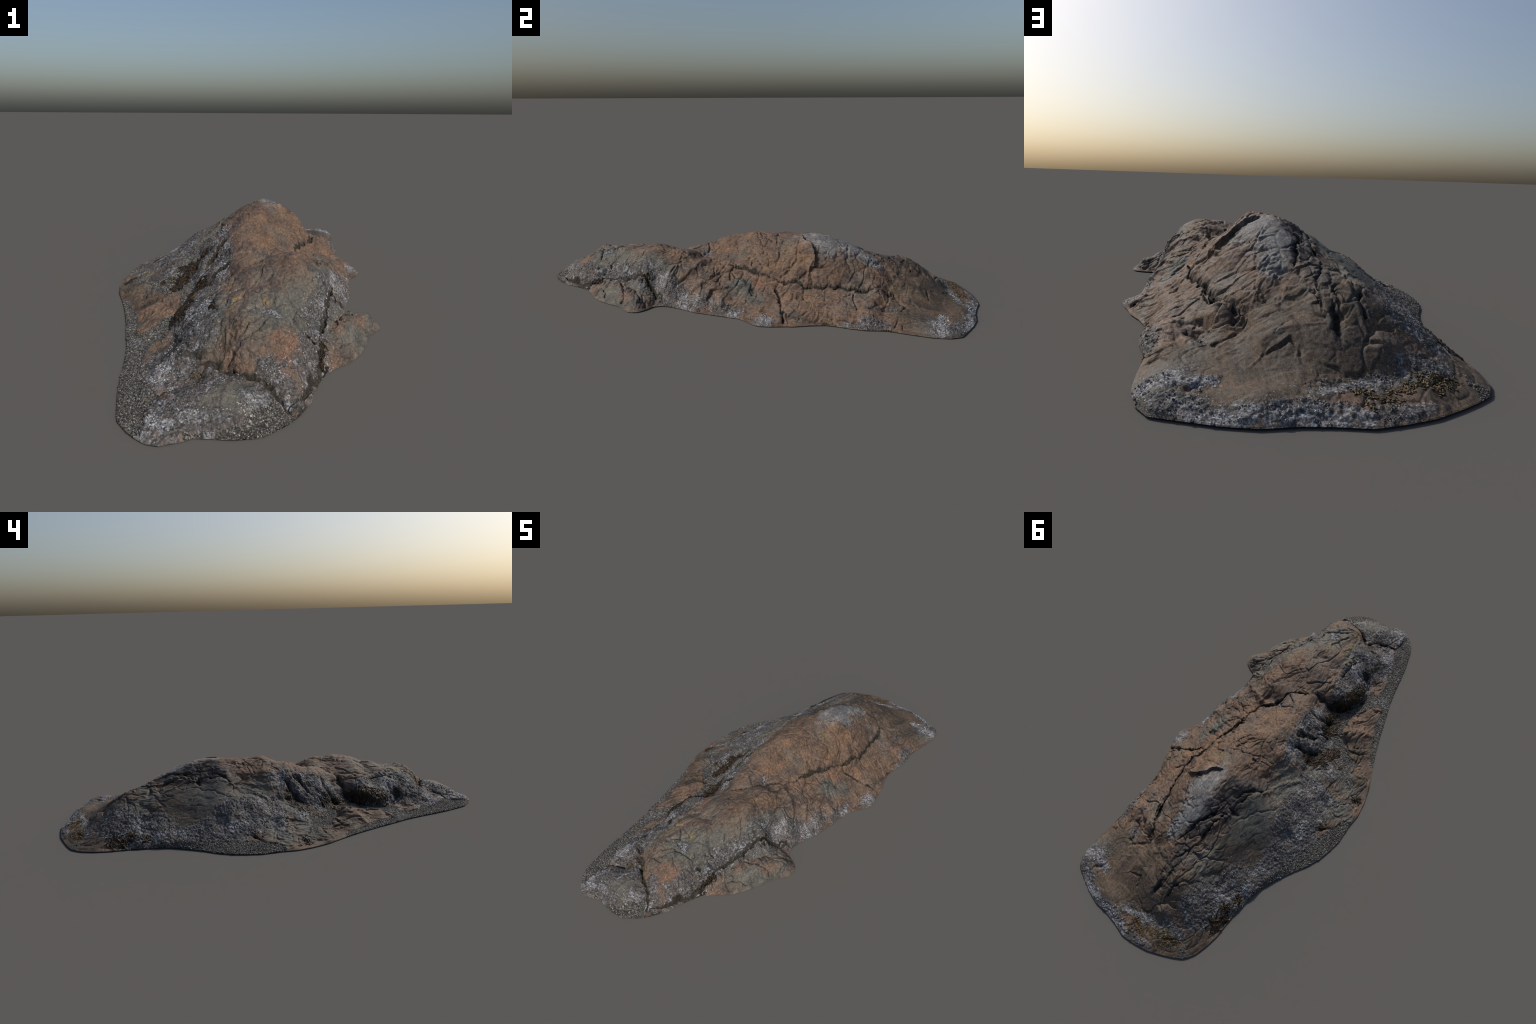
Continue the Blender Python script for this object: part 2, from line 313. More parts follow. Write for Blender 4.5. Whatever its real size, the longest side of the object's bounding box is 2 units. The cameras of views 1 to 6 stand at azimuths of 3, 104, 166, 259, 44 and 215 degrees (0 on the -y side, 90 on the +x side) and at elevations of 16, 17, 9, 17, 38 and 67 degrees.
BULGES = [  # rounded lobes that lean out over their feet: (centre, radius, push)
    ((-.118, -.500, .072), .050, (-.032, .006, .005)), ((-.095, -.615, .078), .040, (-.022, .002, .004)), ((-.090, -.420, .085), .045, (-.020, .012, .005)),
    ((-.078, -.235, .105), .040, (-.018, .006, .005)), ((-.115, -.125, .110), .036, (-.016, .006, .004)), ((-.125, -.020, .130), .036, (-.010, .004, .003)), ((.255, -.360, .140), .045, (.012, -.004, .000)),
    ((.215, .325, .190), .035, (.010, .006, .002)), ((.060, -.755, .090), .040, (-.006, -.010, .002)),
]


def blob(x, y, spots):
    """Smallest scaled distance to a set of ellipses: 1 on their edge."""
    out = np.full(len(x), 9.0)
    for cx, cy, rx, ry, turn in spots:
        a = math.radians(turn)
        u = (x - cx) * math.cos(a) + (y - cy) * math.sin(a)
        v = -(x - cx) * math.sin(a) + (y - cy) * math.cos(a)
        out = np.minimum(out, np.hypot(u / rx, v / ry))
    return out


def gravel_mask(x, y):
    """Signed: > 0 inside the gravel, in metres from its edge."""
    d, isin = np.full(len(x), 1.0), np.zeros(len(x), bool)
    for g in GRAVEL:
        d = np.minimum(d, seg_dist(x, y, g, True)[0])
        isin |= inside(x, y, g)
    for g in ISLANDS:
        q, i = seg_dist(x, y, g, True)[0], inside(x, y, g)
        isin &= ~i
        d = np.minimum(d, q)
    return np.where(isin, d, -d)


def relief(x, y, height):
    """Height with joints, ribs, dents and the broken flake added."""
    p2 = np.c_[x, y, np.zeros(len(x))]
    wx = x + .009 * noise(p2 * 28, 51) + .003 * noise(p2 * 75, 52)
    wy = y + .009 * noise(p2 * 28, 53) + .003 * noise(p2 * 75, 54)
    z = height(x, y)
    for cx, cy, r, h in SWELLS:
        z = z + h * np.exp(-((x - cx) ** 2 + (y - cy) ** 2) / r ** 2)
    for path, w, h in RIBS:
        d, t = seg_dist(wx, wy, path)
        z = z + h * np.exp(-(d / w) ** 2)
    for cx, cy, rx, ry, turn, depth in DENTS:
        q = blob(wx, wy, [(cx, cy, rx, ry, turn)])
        z = z - depth * np.exp(-q ** 4 * .9)
    d, t = seg_dist(wx, wy, FLAKE)
    f = arr(FLAKE)
    yl = np.interp(wx, f[:, 0], f[:, 1], left=9, right=9)
    north = (wy > yl) & (wx > .06) & (wx < .212)
    ends = smooth(0, .2, t) * smooth(0, .12, 1 - t)
    z = z - np.where(north, .014 * np.exp(-(d / .05) ** 2), -.005 * np.exp(-(d / .02) ** 2)) * ends
    cut, open_joint = np.zeros(len(x)), np.zeros(len(x))
    for path, w, depth in JOINTS:
        d, t = seg_dist(wx, wy, path)
        e = np.minimum(1, np.minimum(t, 1 - t) * 6 + .25)
        wob = .9 + .5 * noise(p2 * 40, 60)
        cut = np.maximum(cut, depth * 1.1 * e * np.clip(wob, .6, 1.3) * np.exp(-(d / (.8 * w)) ** 2))
        if depth > .0105:
            open_joint = np.maximum(open_joint, np.exp(-(d / (.62 * w)) ** 2) * e * wob)
    return z - cut, open_joint

def build_surface(step):
    """The whole skin of the outcrop as one grid cut to the outline."""
    height = form_surface()
    xs, ys = np.arange(-.48, .4801, step), np.arange(-1.02, 1.0201, step)
    gx, gy = np.meshgrid(xs, ys)
    nx, ny = len(xs), len(ys)
    x, y = gx.ravel(), gy.ravel()
    ok = inside(x, y, RIM)
    idx = np.arange(nx * ny).reshape(ny, nx)
    quads = np.stack([idx[:-1, :-1], idx[:-1, 1:], idx[1:, 1:], idx[1:, :-1]], -1).reshape(-1, 4)
    quads = quads[ok[quads].all(1)]
    for _ in range(2):  # drop quads that hang on by a corner
        edges = np.sort(np.stack([quads, np.roll(quads, -1, 1)], -1).reshape(-1, 2), 1)
        key = edges[:, 0] * (nx * ny) + edges[:, 1]
        u, inv, cnt = np.unique(key, return_inverse=True, return_counts=True)
        quads = quads[(cnt[inv].reshape(-1, 4) == 1).sum(1) < 3]
    used, quads = np.unique(quads, return_inverse=True)
    quads = quads.reshape(-1, 4)
    x, y = x[used].copy(), y[used].copy()
    # the border
    edges = np.stack([quads, np.roll(quads, -1, 1)], -1).reshape(-1, 2)
    face = np.repeat(np.arange(len(quads)), 4)
    s = np.sort(edges, 1)
    key = s[:, 0] * len(x) + s[:, 1]
    u, inv, cnt = np.unique(key, return_inverse=True, return_counts=True)
    rim_edges, rim_face = edges[cnt[inv] == 1], face[cnt[inv] == 1]
    rim = np.unique(rim_edges)
    p = np.vstack([RIM, RIM[:1]])
    best, bx, by = np.full(len(rim), 9.0), x[rim].copy(), y[rim].copy()
    for a, b in zip(p[:-1], p[1:]):
        d = b - a
        t = np.clip(((x[rim] - a[0]) * d[0] + (y[rim] - a[1]) * d[1]) / (d @ d), 0, 1)
        qx, qy = a[0] + t * d[0], a[1] + t * d[1]
        r = np.hypot(qx - x[rim], qy - y[rim])
        m = r < best
        best[m], bx[m], by[m] = r[m], qx[m], qy[m]
    x[rim], y[rim] = bx, by

    edge = seg_dist(x, y, RIM, True)[0]
    fade = smooth(0, .012, edge)
    z, open_joint = relief(x, y, height)
    gravel = gravel_mask(x, y)
    grav = smooth(-.002, .006, gravel)
    jag = .25 * noise(np.c_[x, y, z * 0] * 22, 31) + .16 * noise(np.c_[x, y, z * 0] * 70, 32)
    barn = smooth(1.12, .85, blob(x, y, BARNACLE) + jag) * (1 - grav)
    calm = np.maximum(smooth(1.2, .7, blob(x, y, [(-.17, .40, .10, .20, 20), (-.28, .30, .1, .25, 0)])), smooth(1.2, .8, blob(x, y, [(.03, -.90, .1, .05, 15)]) * 1))
    calm = np.maximum(calm, .8 * smooth(1.2, .6, blob(x, y, [(.100, .340, .04, .08, -20), (.075, .45, .03, .08, -8)])))

    P = np.c_[x, y, z]
    for centre, r, push in BULGES:
        P = P + arr(push) * (np.exp(-((P - arr(centre)) ** 2).sum(1) / r ** 2) * fade)[:, None]
    n = normals(P, quads)
    # weathering along the strike of the rock: facets, folds and sharp creases
    warp = .016 * np.c_[noise(P * 9, 1), noise(P * 9, 2), noise(P * 9, 3)] + .006 * np.c_[noise(P * 30, 4), noise(P * 30, 5), noise(P * 30, 6)]
    W = P + warp

    def along(axis, keep):
        """Coordinates squeezed along an axis, so that noise in them is drawn out that way."""
        a = arr(axis) / np.linalg.norm(axis)
        return W - (1 - keep) * (W @ a)[:, None] * a
    # the east side shows the dip slope, the west side the broken edges of the beds
    east = smooth(-.10, .25, n[:, 0])
    big = fractal(W * (13, 8, 15), 2, 10) * .0040
    patchy = [smooth(-.2, .3, noise(P * s, k)) for s, k in ((7, 45), (11, 49), (6, 22), (10, 24))]

    def bedding(q):
        d1, d2, who = cells(q * 10.5, 40)
        e1, e2, who2 = cells(q * 27, 47)
        facet = (who - .5) * .0090 * smooth(0, .08, d2 - d1) + (who2 - .5) * .0034 * smooth(0, .10, e2 - e1)
        hair = .0060 * smooth(.055, 0, d2 - d1) * patchy[0] + .0026 * smooth(.08, 0, e2 - e1) * patchy[1]
        crease = .0075 * (1 - np.abs(noise(q * 12, 21))) ** 14 * patchy[2] + .0026 * (1 - np.abs(noise(q * 38, 23))) ** 9 * patchy[3]
        return facet - hair - crease + fractal(q * 85, 3, 70) * .0017
    rock = big + .0014 + east * bedding(along((.60, -.42, -.62), .50)) + (1 - east) * bedding(along((.18, .97, -.12), .48))
    d1, d2, who = cells(W * (30, 17, 30), 61)
    broken = smooth(1.3, .7, blob(x, y, [(.0, .58, .05, .22, -5), (-.03, .38, .05, .10, 0)]) + .4 * noise(P * 14, 62))
    rock = rock + broken * ((who - .5) * .0075 * smooth(0, .10, d2 - d1) - .0060 * smooth(.09, 0, d2 - d1))
    toe = smooth(.66, .76, y + .04 * noise(P * 9, 77))
    rock = rock * (1 - .45 * toe)
    rock = rock * (1 - .72 * calm)
    c1, c2, cw = cells(P * 88 + fractal(P * 40, 2, 87)[:, None] * .5, 85)
    crust = .0042 * (.75 - c1) * (.3 + cw) + fractal(P * 120, 2, 80) * .0012 + fractal(P * 34, 2, 83) * .0022
    g1, g2, gw = cells(np.c_[x, y, z * .3] * 170, 90)
    stones = (.0026 * (1 - g1 * 1.2) * (.45 + gw)) + .002 * noise(P * 40, 91)
    move = rock * (1 - .45 * barn) * (1 - grav) + crust * barn + (stones + .25 * big) * grav
    P = P + n * (move * fade)[:, None]
    P[:, 2] = np.maximum(P[:, 2], .0035 + .003 * fade)
    P[rim, 2] = .0035
    return P, quads, rim, rim_edges, rim_face, gravel, barn, open_joint


def normals(P, quads):
    a = np.cross(P[quads[:, 2]] - P[quads[:, 0]], P[quads[:, 3]] - P[quads[:, 1]])
    n = np.zeros_like(P)
    for k in range(4):
        for c in range(3):
            n[:, c] += np.bincount(quads[:, k], a[:, c], len(P))
    return n / (np.linalg.norm(n, axis=1)[:, None] + 1e-12)

# =============================================================== BLENDER ====
import bpy
from mathutils import geometry, Vector

REGIONS = [  # masses that the open joints part from each other, in order of precedence
    ("slab", [(-.25, -1.05), (-.157, -.985), (-.136, -.915), (-.122, -.850), (-.090, -.842), (-.035, -.822), (-.006, -.772), (.013, -.781), (.048, -.813), (.108, -.831), (.150, -.862), (.172, -.885), (.22, -.95), (.2, -1.05)]),
    ("block", [(-.22, -.88), (-.122, -.850), (-.090, -.842), (-.035, -.822), (-.006, -.772), (-.006, -.757), (-.054, -.745), (-.084, -.699), (-.112, -.629), (-.140, -.560), (-.153, -.535), (-.25, -.55), (-.25, -.80)]),
    ("spur", [(.258, -.640), (.245, -.603), (.268, -.520), (.278, -.441), (.297, -.394), (.310, -.354), (.336, -.298), (.352, -.280), (.5, -.28), (.5, -.7), (.3, -.7)]),
    ("boulder", [(-.006, -.757), (.000, -.700), (-.021, -.612), (-.033, -.523), (-.028, -.482), (.000, -.420), (.020, -.360), (.031, -.300), (-.050, -.330), (-.108, -.340), (-.113, -.375), (-.150, -.470), (-.163, -.510), (-.153, -.535),
                 (-.140, -.560), (-.112, -.629), (-.084, -.699), (-.054, -.745)]),
    ("bench", [(.246, .188), (.268, .240), (.272, .307), (.264, .380), (.248, .430), (.238, .480), (.222, .544), (.190, .640), (.235, .690), (.290, .690), (.5, .66), (.5, .26), (.433, .249), (.393, .238), (.352, .225), (.314, .206), (.285, .187)]),
    ("toe", [(.5, .66), (.290, .690), (.235, .690), (.172, .790), (.113, .779), (.050, .800), (-.020, .809), (-.056, .797), (-.098, .781), (-.35, .78), (-.4, 1.1), (.5, 1.1)]),
    ("smooth_face", [(-.5, .00), (-.221, .014), (-.188, .038), (-.165, .093), (-.131, .137), (-.105, .215), (-.071, .248), (-.051, .316), (-.043, .367), (-.020, .434), (-.011, .528), (-.030, .560), (-.044, .713), (-.090, .780), (-.35, .78), (-.5, .7)]),
    ("shoulder_hump", [(.033, -.300), (.069, -.279), (.097, -.236), (.123, -.171), (.178, -.119), (.187, -.075), (.201, -.012), (.216, .049), (.234, .111), (.246, .188), (.285, .187), (.314, .206), (.352, .225), (.393, .238), (.5, .26), (.5, -.8), (.22, -.97),
                       (.172, -.885), (.15, -.86), (-.006, -.77), (-.05, -.7), (-.03, -.45)]),
]

random_state = np.random.RandomState(7)


def new_object(name, verts, faces, parent, material, normal=None, smooth_faces=True):
    me = bpy.data.meshes.new(name)
    me.vertices.add(len(verts))
    me.vertices.foreach_set("co", np.asarray(verts, np.float32).ravel())
    faces = np.asarray(faces)
    k = faces.shape[1]
    me.loops.add(faces.size)
    me.loops.foreach_set("vertex_index", faces.astype(np.int32).ravel())
    me.polygons.add(len(faces))
    me.polygons.foreach_set("loop_start", np.arange(0, faces.size, k, dtype=np.int32))
    me.polygons.foreach_set("loop_total", np.full(len(faces), k, np.int32))
    me.update(calc_edges=True)
    me.polygons.foreach_set("use_smooth", np.full(len(faces), smooth_faces))
    me.validate()
    if normal is not None:
        me.normals_split_custom_set_from_vertices(normal)
    me.materials.append(material)
    ob = bpy.data.objects.new(name, me)
    bpy.context.scene.collection.objects.link(ob)
    ob.parent = parent
    return ob


# ------------------------------------------------------------- materials ----
class Nodes:
    """Small helper that writes a node tree as expressions."""

    def __init__(self, name):
        self.mat = bpy.data.materials.new(name)
        self.mat.use_nodes = True
        self.t = self.mat.node_tree
        self.bsdf = self.t.nodes["Principled BSDF"]
        self.last = None
        self.pos = self.t.nodes.new("ShaderNodeTexCoord").outputs["Object"]

    def put(self, socket, v):
        if isinstance(v, bpy.types.NodeSocket):
            self.t.links.new(v, socket)
        else:
            if socket.type == "RGBA" and len(v) == 3:
                v = (*v, 1)
            socket.default_value = v

    def math(self, op, a, b=0.0, c=None):
        n = self.t.nodes.new("ShaderNodeMath")
        n.operation = op
        self.put(n.inputs[0], a)
        self.put(n.inputs[1], b)
        if c is not None:
            self.put(n.inputs[2], c)
        return n.outputs[0]

    def vec(self, op, a, b=None, scale=None):
        n = self.t.nodes.new("ShaderNodeVectorMath")
        n.operation = op
        self.put(n.inputs[0], a)
        if b is not None:
            self.put(n.inputs[1], b)
        if scale is not None:
            self.put(n.inputs["Scale"], scale)
        return n.outputs["Value" if op in ("LENGTH", "DOT_PRODUCT") else "Vector"]

    def mapping(self, v, loc=(0, 0, 0), rot=(0, 0, 0), scale=(1, 1, 1), kind="POINT"):
        n = self.t.nodes.new("ShaderNodeMapping")
        n.vector_type = kind
        self.put(n.inputs[0], v)
        n.inputs[1].default_value, n.inputs[2].default_value, n.inputs[3].default_value = loc, rot, scale
        return n.outputs[0]

    def noise(self, scale, detail=4, rough=.6, v=None, colour=False):
        n = self.t.nodes.new("ShaderNodeTexNoise")
        self.put(n.inputs["Vector"], self.pos if v is None else v)
        n.inputs["Scale"].default_value, n.inputs["Detail"].default_value, n.inputs["Roughness"].default_value = scale, detail, rough
        return n.outputs["Color" if colour else "Fac"]

    def voronoi(self, scale, v=None, feature="F1", out="Distance"):
        n = self.t.nodes.new("ShaderNodeTexVoronoi")
        n.feature = feature
        self.put(n.inputs["Vector"], self.pos if v is None else v)
        n.inputs["Scale"].default_value = scale
        return n.outputs[out]

    def step(self, x, a, b, lo=0.0, hi=1.0):
        n = self.t.nodes.new("ShaderNodeMapRange")
        n.interpolation_type = "SMOOTHSTEP"
        for i, v in enumerate((x, a, b, lo, hi)):
            self.put(n.inputs[i], v)
        return n.outputs[0]

    def mix(self, f, a, b, blend="MIX"):
        n = self.t.nodes.new("ShaderNodeMix")
        n.data_type, n.blend_type = "RGBA", blend
        self.put(n.inputs[0], f)
        self.put(n.inputs[6], a)
        self.put(n.inputs[7], b)
        return n.outputs[2]

    def ramp(self, x, stops):
        n = self.t.nodes.new("ShaderNodeValToRGB")
        self.put(n.inputs[0], x)
        e = n.color_ramp.elements
        for i, (p, c) in enumerate(stops):
            s = e[i] if i < 2 else e.new(p)
            s.position, s.color = p, (*c, 1)
        return n.outputs[0]

    def field(self, v, spots):
        """Distance, in radii, to the nearest of a set of ellipses on the plan."""
        best = None
        for cx, cy, rx, ry, turn in spots:
            if self.last is not None:  # one after the other, so that few values are alive at a time
                n = self.t.nodes.new("ShaderNodeVectorMath")
                n.operation = "MULTIPLY_ADD"
                self.put(n.inputs[0], self.last)
                n.inputs[1].default_value = (1e-9, 1e-9, 1e-9)
                self.put(n.inputs[2], v)
                m = n.outputs[0]
            else:
                m = v
            m = self.mapping(m, (cx, cy, 0), (0, 0, math.radians(turn)), (rx, ry, 50), "TEXTURE")
            d = self.vec("LENGTH", m)
            best = d if best is None else self.math("MINIMUM", best, d)
            self.last = best
        return best

    def finish(self, colour, rough, bump=None, strength=.3, distance=.004):
        self.put(self.bsdf.inputs["Base Color"], colour)
        self.put(self.bsdf.inputs["Roughness"], rough)
        self.bsdf.inputs["Specular IOR Level"].default_value = .25
        if bump is not None:
            n = self.t.nodes.new("ShaderNodeBump")
            n.inputs["Strength"].default_value, n.inputs["Distance"].default_value = strength, distance
            self.put(n.inputs["Height"], bump)
            self.put(self.bsdf.inputs["Normal"], n.outputs[0])
        return self.mat


GREY_GREEN = [(.03, -.90, .12, .06, 15), (.150, -.640, .11, .08, 50), (.205, -.560, .05, .10, 0), (.32, -.470, .13, .13, 0), (-.165, .40, .10, .20, 20), (-.13, .56, .10, .12, 0), (.31, .74, .06, .05, 0), (.36, .80, .05, .06, 0), (.318, .110, .03, .04, 0), (.28, -.33, .03, .09, -15), (-.13, .18, .05, .06, 0), (-.35, -.09, .08, .06, 0), (-.02, -.66, .05, .09, 0),
              (.30, .045, .03, .05, 0), (-.20, -.02, .06, .05, 0), (-.33, .06, .10, .07, 0), (-.16, .12, .07, .08, 0)]
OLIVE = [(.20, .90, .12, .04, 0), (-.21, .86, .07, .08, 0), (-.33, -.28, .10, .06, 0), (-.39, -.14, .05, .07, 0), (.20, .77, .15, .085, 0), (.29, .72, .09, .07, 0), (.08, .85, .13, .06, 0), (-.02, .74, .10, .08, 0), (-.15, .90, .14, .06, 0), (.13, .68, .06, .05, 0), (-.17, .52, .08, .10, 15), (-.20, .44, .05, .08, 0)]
PALE = [(.105, .330, .045, .085, -20), (.080, .450, .045, .10, -8), (.100, .540, .03, .06, 0)]
DARK = [(.012, .400, .030, .13, -8), (.030, .500, .022, .09, -5), (-.040, .360, .04, .08, 0), (.012, .640, .030, .07, 0), (.020, .765, .018, .04, 0), (-.040, .740, .015, .04, 0), (.0, .285, .04, .03, 0), (.60, 0, .01, .01, 0)]
RUST = [(.262, .592, .022, .030, 25), (.205, .165, .04, .035, 20), (.250, .200, .03, .04, 0), (.150, .275, .05, .05, 0), (.320, .225, .03, .04, 0), (.240, -.245, .03, .05, 0), (-.115, .205, .012, .02, 0), (.09, -.06, .04, .08, 0)]
RED = [(.168, -.785, .034, .040, 0), (.162, -.735, .03, .03, 0), (.315, -.505, .022, .045, -20), (.362, -.435, .030, .040, -40), (.345, -.46, .02, .03, 0), (.275, .120, .04, .03, 0)]
YELLOW = [(.140, .204, .022, .014, 0), (.165, .203, .016, .010, 0), (.028, -.620, .01, .05, 0), (.110, -.600, .012, .02, 0)]
BROWN_LEDGE = [(-.225, -.320, .06, .06, 0), (-.29, -.25, .06, .05, 0), (-.20, -.45, .05, .08, 0), (-.38, -.15, .05, .05, 0)]
CHALK = [(.355, .830, .035, .030, 0), (.290, .836, .045, .018, 0), (.240, .852, .025, .014, 0), (.290, .930, .045, .016, -20), (.225, .948, .045, .016, 0), (.140, .958, .050, .020, 0), (.070, .968, .04, .018, 0), (.062, .893, .032, .010, 0), (.010, .885, .030, .008, 0),
         (-.250, .460, .016, .035, 0), (-.200, .640, .016, .035, 0), (-.255, .690, .014, .020, 0), (-.260, .560, .014, .030, 0), (-.300, .230, .018, .040, 0), (-.130, -.780, .030, .050, 0), (.100, -.890, .030, .018, 30), (-.105, -.950, .040, .020, -20),
         (.115, -.646, .020, .018, 0), (.318, -.305, .018, .040, -15), (.360, -.170, .014, .050, 0), (.425, .165, .022, .030, 0), (.398, .050, .014, .030, 0), (.104, -.170, .012, .012, 0), (.080, .256, .016, .008, 0), (-.070, -.015, .025, .035, 0), (-.050, -.250, .018, .045, 0),
         (.270, -.470, .012, .05, -8), (-.115, -.690, .02, .04, 0), (-.06, -.57, .02, .03, 0)]
DARK_LOW = [(-.130, -.050, .026, .026, 0), (-.175, -.100, .022, .040, 0), (-.120, -.245, .026, .040, 0), (-.100, -.375, .016, .045, 0), (-.135, -.460, .024, .060, 0), (-.070, -.748, .050, .016, 0), (-.020, -.778, .030, .014, 0), (.045, -.815, .034, .012, -35),  # dark patches low on the flank, below the lobes and along joints
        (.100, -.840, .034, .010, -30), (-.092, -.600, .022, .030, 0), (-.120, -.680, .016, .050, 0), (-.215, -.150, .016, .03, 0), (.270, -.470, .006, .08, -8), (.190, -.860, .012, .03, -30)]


def rock_material():
    m = Nodes("weathered_rock")
    w = m.vec("SUBTRACT", m.noise(7, 3, .6, colour=True), (.5, .5, .5))
    w2 = m.vec("SUBTRACT", m.noise(45, 3, .7, colour=True), (.5, .5, .5))
    p = m.vec("ADD", m.vec("ADD", m.pos, m.vec("SCALE", w, scale=.10)), m.vec("SCALE", w2, scale=.035))
    strike = m.mapping(m.pos, rot=(.3, .2, .25), scale=(1, .32, 1.4))
    n_big, n_mid, n_fine = m.noise(6, 5, .6), m.noise(24, 5, .65, strike), m.noise(150, 4, .7, strike)
    n_grain = m.noise(420, 2, .7)
    brown = m.ramp(n_mid, [(.30, (.048, .036, .030)), (.46, (.099, .067, .050)), (.60, (.136, .091, .063)), (.74, (.098, .077, .064))])
    n_patch = m.noise(15, 4, .6, m.vec("ADD", m.pos, (3.1, 1.7, .4)))
    brown = m.mix(m.step(n_big, .48, .66, 0, .6), brown, m.mix(m.step(n_mid, .4, .6), (.088, .080, .072), (.128, .112, .098)))
    brown = m.mix(m.step(n_patch, .55, .68, 0, .7), brown, (.140, .086, .056))
    brown = m.mix(m.step(n_patch, .42, .32, 0, .55), brown, (.080, .078, .066))
    green = m.ramp(n_mid, [(.30, (.040, .042, .040)), (.48, (.074, .077, .069)), (.62, (.104, .104, .091)), (.75, (.094, .084, .071))])

    def lay(base, spots, colour, strength=1.0, soft=.30):
        return m.mix(m.math("MULTIPLY", m.step(m.field(p, spots), 1 + soft, 1 - soft), strength), base, colour)
    c = lay(brown, GREY_GREEN, green, .85, .5)
    olive = m.ramp(n_mid, [(.30, (.032, .026, .021)), (.48, (.060, .046, .034)), (.62, (.086, .065, .047)), (.75, (.102, .070, .050))])
    c = lay(c, OLIVE, olive, .85, .45)
    c = lay(c, PALE, m.ramp(n_mid, [(.3, (.075, .080, .086)), (.46, (.122, .128, .132)), (.60, (.180, .188, .195)), (.72, (.14, .118, .100))]), .8, .5)
    speck = m.step(n_mid, .40, .60, .25, 1)
    c = lay(c, RUST, (.160, .088, .045), m.math("MULTIPLY", speck, .42), .6)
    c = lay(c, RED, (.160, .086, .056), m.math("MULTIPLY", speck, .7), .6)
    c = lay(c, YELLOW, (.170, .115, .040), m.math("MULTIPLY", speck, .75), .6)
    c = lay(c, DARK, m.ramp(n_mid, [(.35, (.014, .015, .018)), (.6, (.050, .048, .046))]), .8, .4)
    # hairline joints, drawn as thin dark lines
    fold = m.vec("ADD", strike, m.vec("SCALE", w2, scale=.020))
    fold = m.vec("ADD", fold, m.vec("SCALE", w, scale=.06))
    hair = m.math("MULTIPLY", m.step(m.voronoi(26, fold, "DISTANCE_TO_EDGE"), .035, .008), m.step(m.noise(13, 3, .6), .46, .60))
    hair2 = m.math("MULTIPLY", m.step(m.voronoi(70, fold, "DISTANCE_TO_EDGE"), .06, .01), m.step(m.noise(19, 3, .6), .50, .66))
    c = m.mix(m.math("MULTIPLY", m.math("MAXIMUM", hair, m.math("MULTIPLY", hair2, .7)), .75), c, (.026, .023, .020))
    # mineral streaks and grain
    c = m.mix(1.0, c, m.ramp(n_fine, [(.30, (.50, .50, .51)), (.5, (1, 1, 1)), (.70, (1.45, 1.42, 1.38))]), "MULTIPLY")
    c = m.mix(1.0, c, m.ramp(n_grain, [(.32, (.62, .62, .62)), (.5, (1, 1, 1)), (.68, (1.40, 1.40, 1.40))]), "MULTIPLY")
    # crust of barnacles, chalky specks over dark film
    f = m.field(p, BARNACLE)
    crust = m.step(m.math("ADD", f, m.math("MULTIPLY", m.math("SUBTRACT", m.noise(60, 3, .75), .5), 1.1)), 1.10, .85)
    ledge = m.step(m.field(p, BROWN_LEDGE), 1.2, .9)
    crust = m.math("MULTIPLY", crust, m.math("SUBTRACT", 1, m.math("MULTIPLY", ledge, .7)))
    v = m.voronoi(230)
    v2 = m.voronoi(120, out="Color")
    tone = m.math("ADD", m.math("MULTIPLY", m.noise(110, 4, .75), .80), m.math("MULTIPLY", m.math("SUBTRACT", .5, v), .30))
    chalk = m.ramp(tone, [(.30, (.028, .027, .028)), (.42, (.076, .072, .071)), (.54, (.135, .131, .133)), (.68, (.26, .268, .29))])
    pale = m.ramp(tone, [(.30, (.06, .058, .06)), (.40, (.16, .16, .17)), (.50, (.30, .31, .34)), (.64, (.46, .48, .52))])
    chalk = m.mix(m.step(m.noise(26, 4, .7), .52, .62, 0, .8), chalk, pale)
    chalk = m.mix(m.math("MULTIPLY", m.step(m.field(p, CHALK), 1.35, .6), m.step(m.noise(70, 3, .7), .36, .54, .1, .95)), chalk, pale)
    cover = m.step(m.noise(38, 4, .7, m.vec("ADD", m.pos, (5, 2, 7))), .34, .52, .35, 1)
    c = m.mix(m.math("MULTIPLY", crust, cover), c, chalk)
    sprinkle = m.math("MULTIPLY", m.step(f, 2.2, 1.0), m.math("MULTIPLY", m.step(m.voronoi(160), .30, .18), m.step(m.noise(30, 2, .6), .48, .60)))
    c = m.mix(m.math("MULTIPLY", sprinkle, .8), c, (.34, .34, .35))
    patch = m.step(m.math("ADD", m.field(p, DARK_LOW), m.math("MULTIPLY", m.math("SUBTRACT", m.noise(50, 3, .7), .5), 1.2)), 1.35, .75)
    c = m.mix(m.math("MULTIPLY", patch, .85), c, m.ramp(n_fine, [(.35, (.012, .011, .010)), (.55, (.030, .025, .020)), (.70, (.060, .050, .040))]))
    bump = m.math("ADD", m.math("MULTIPLY", n_fine, .6), m.math("MULTIPLY", n_grain, .35))
    bump = m.math("ADD", bump, m.math("MULTIPLY", crust, m.math("MULTIPLY", tone, 1.6)))
    return m.finish(c, m.step(n_mid, .3, .7, .62, .85), bump, .55, .0035)


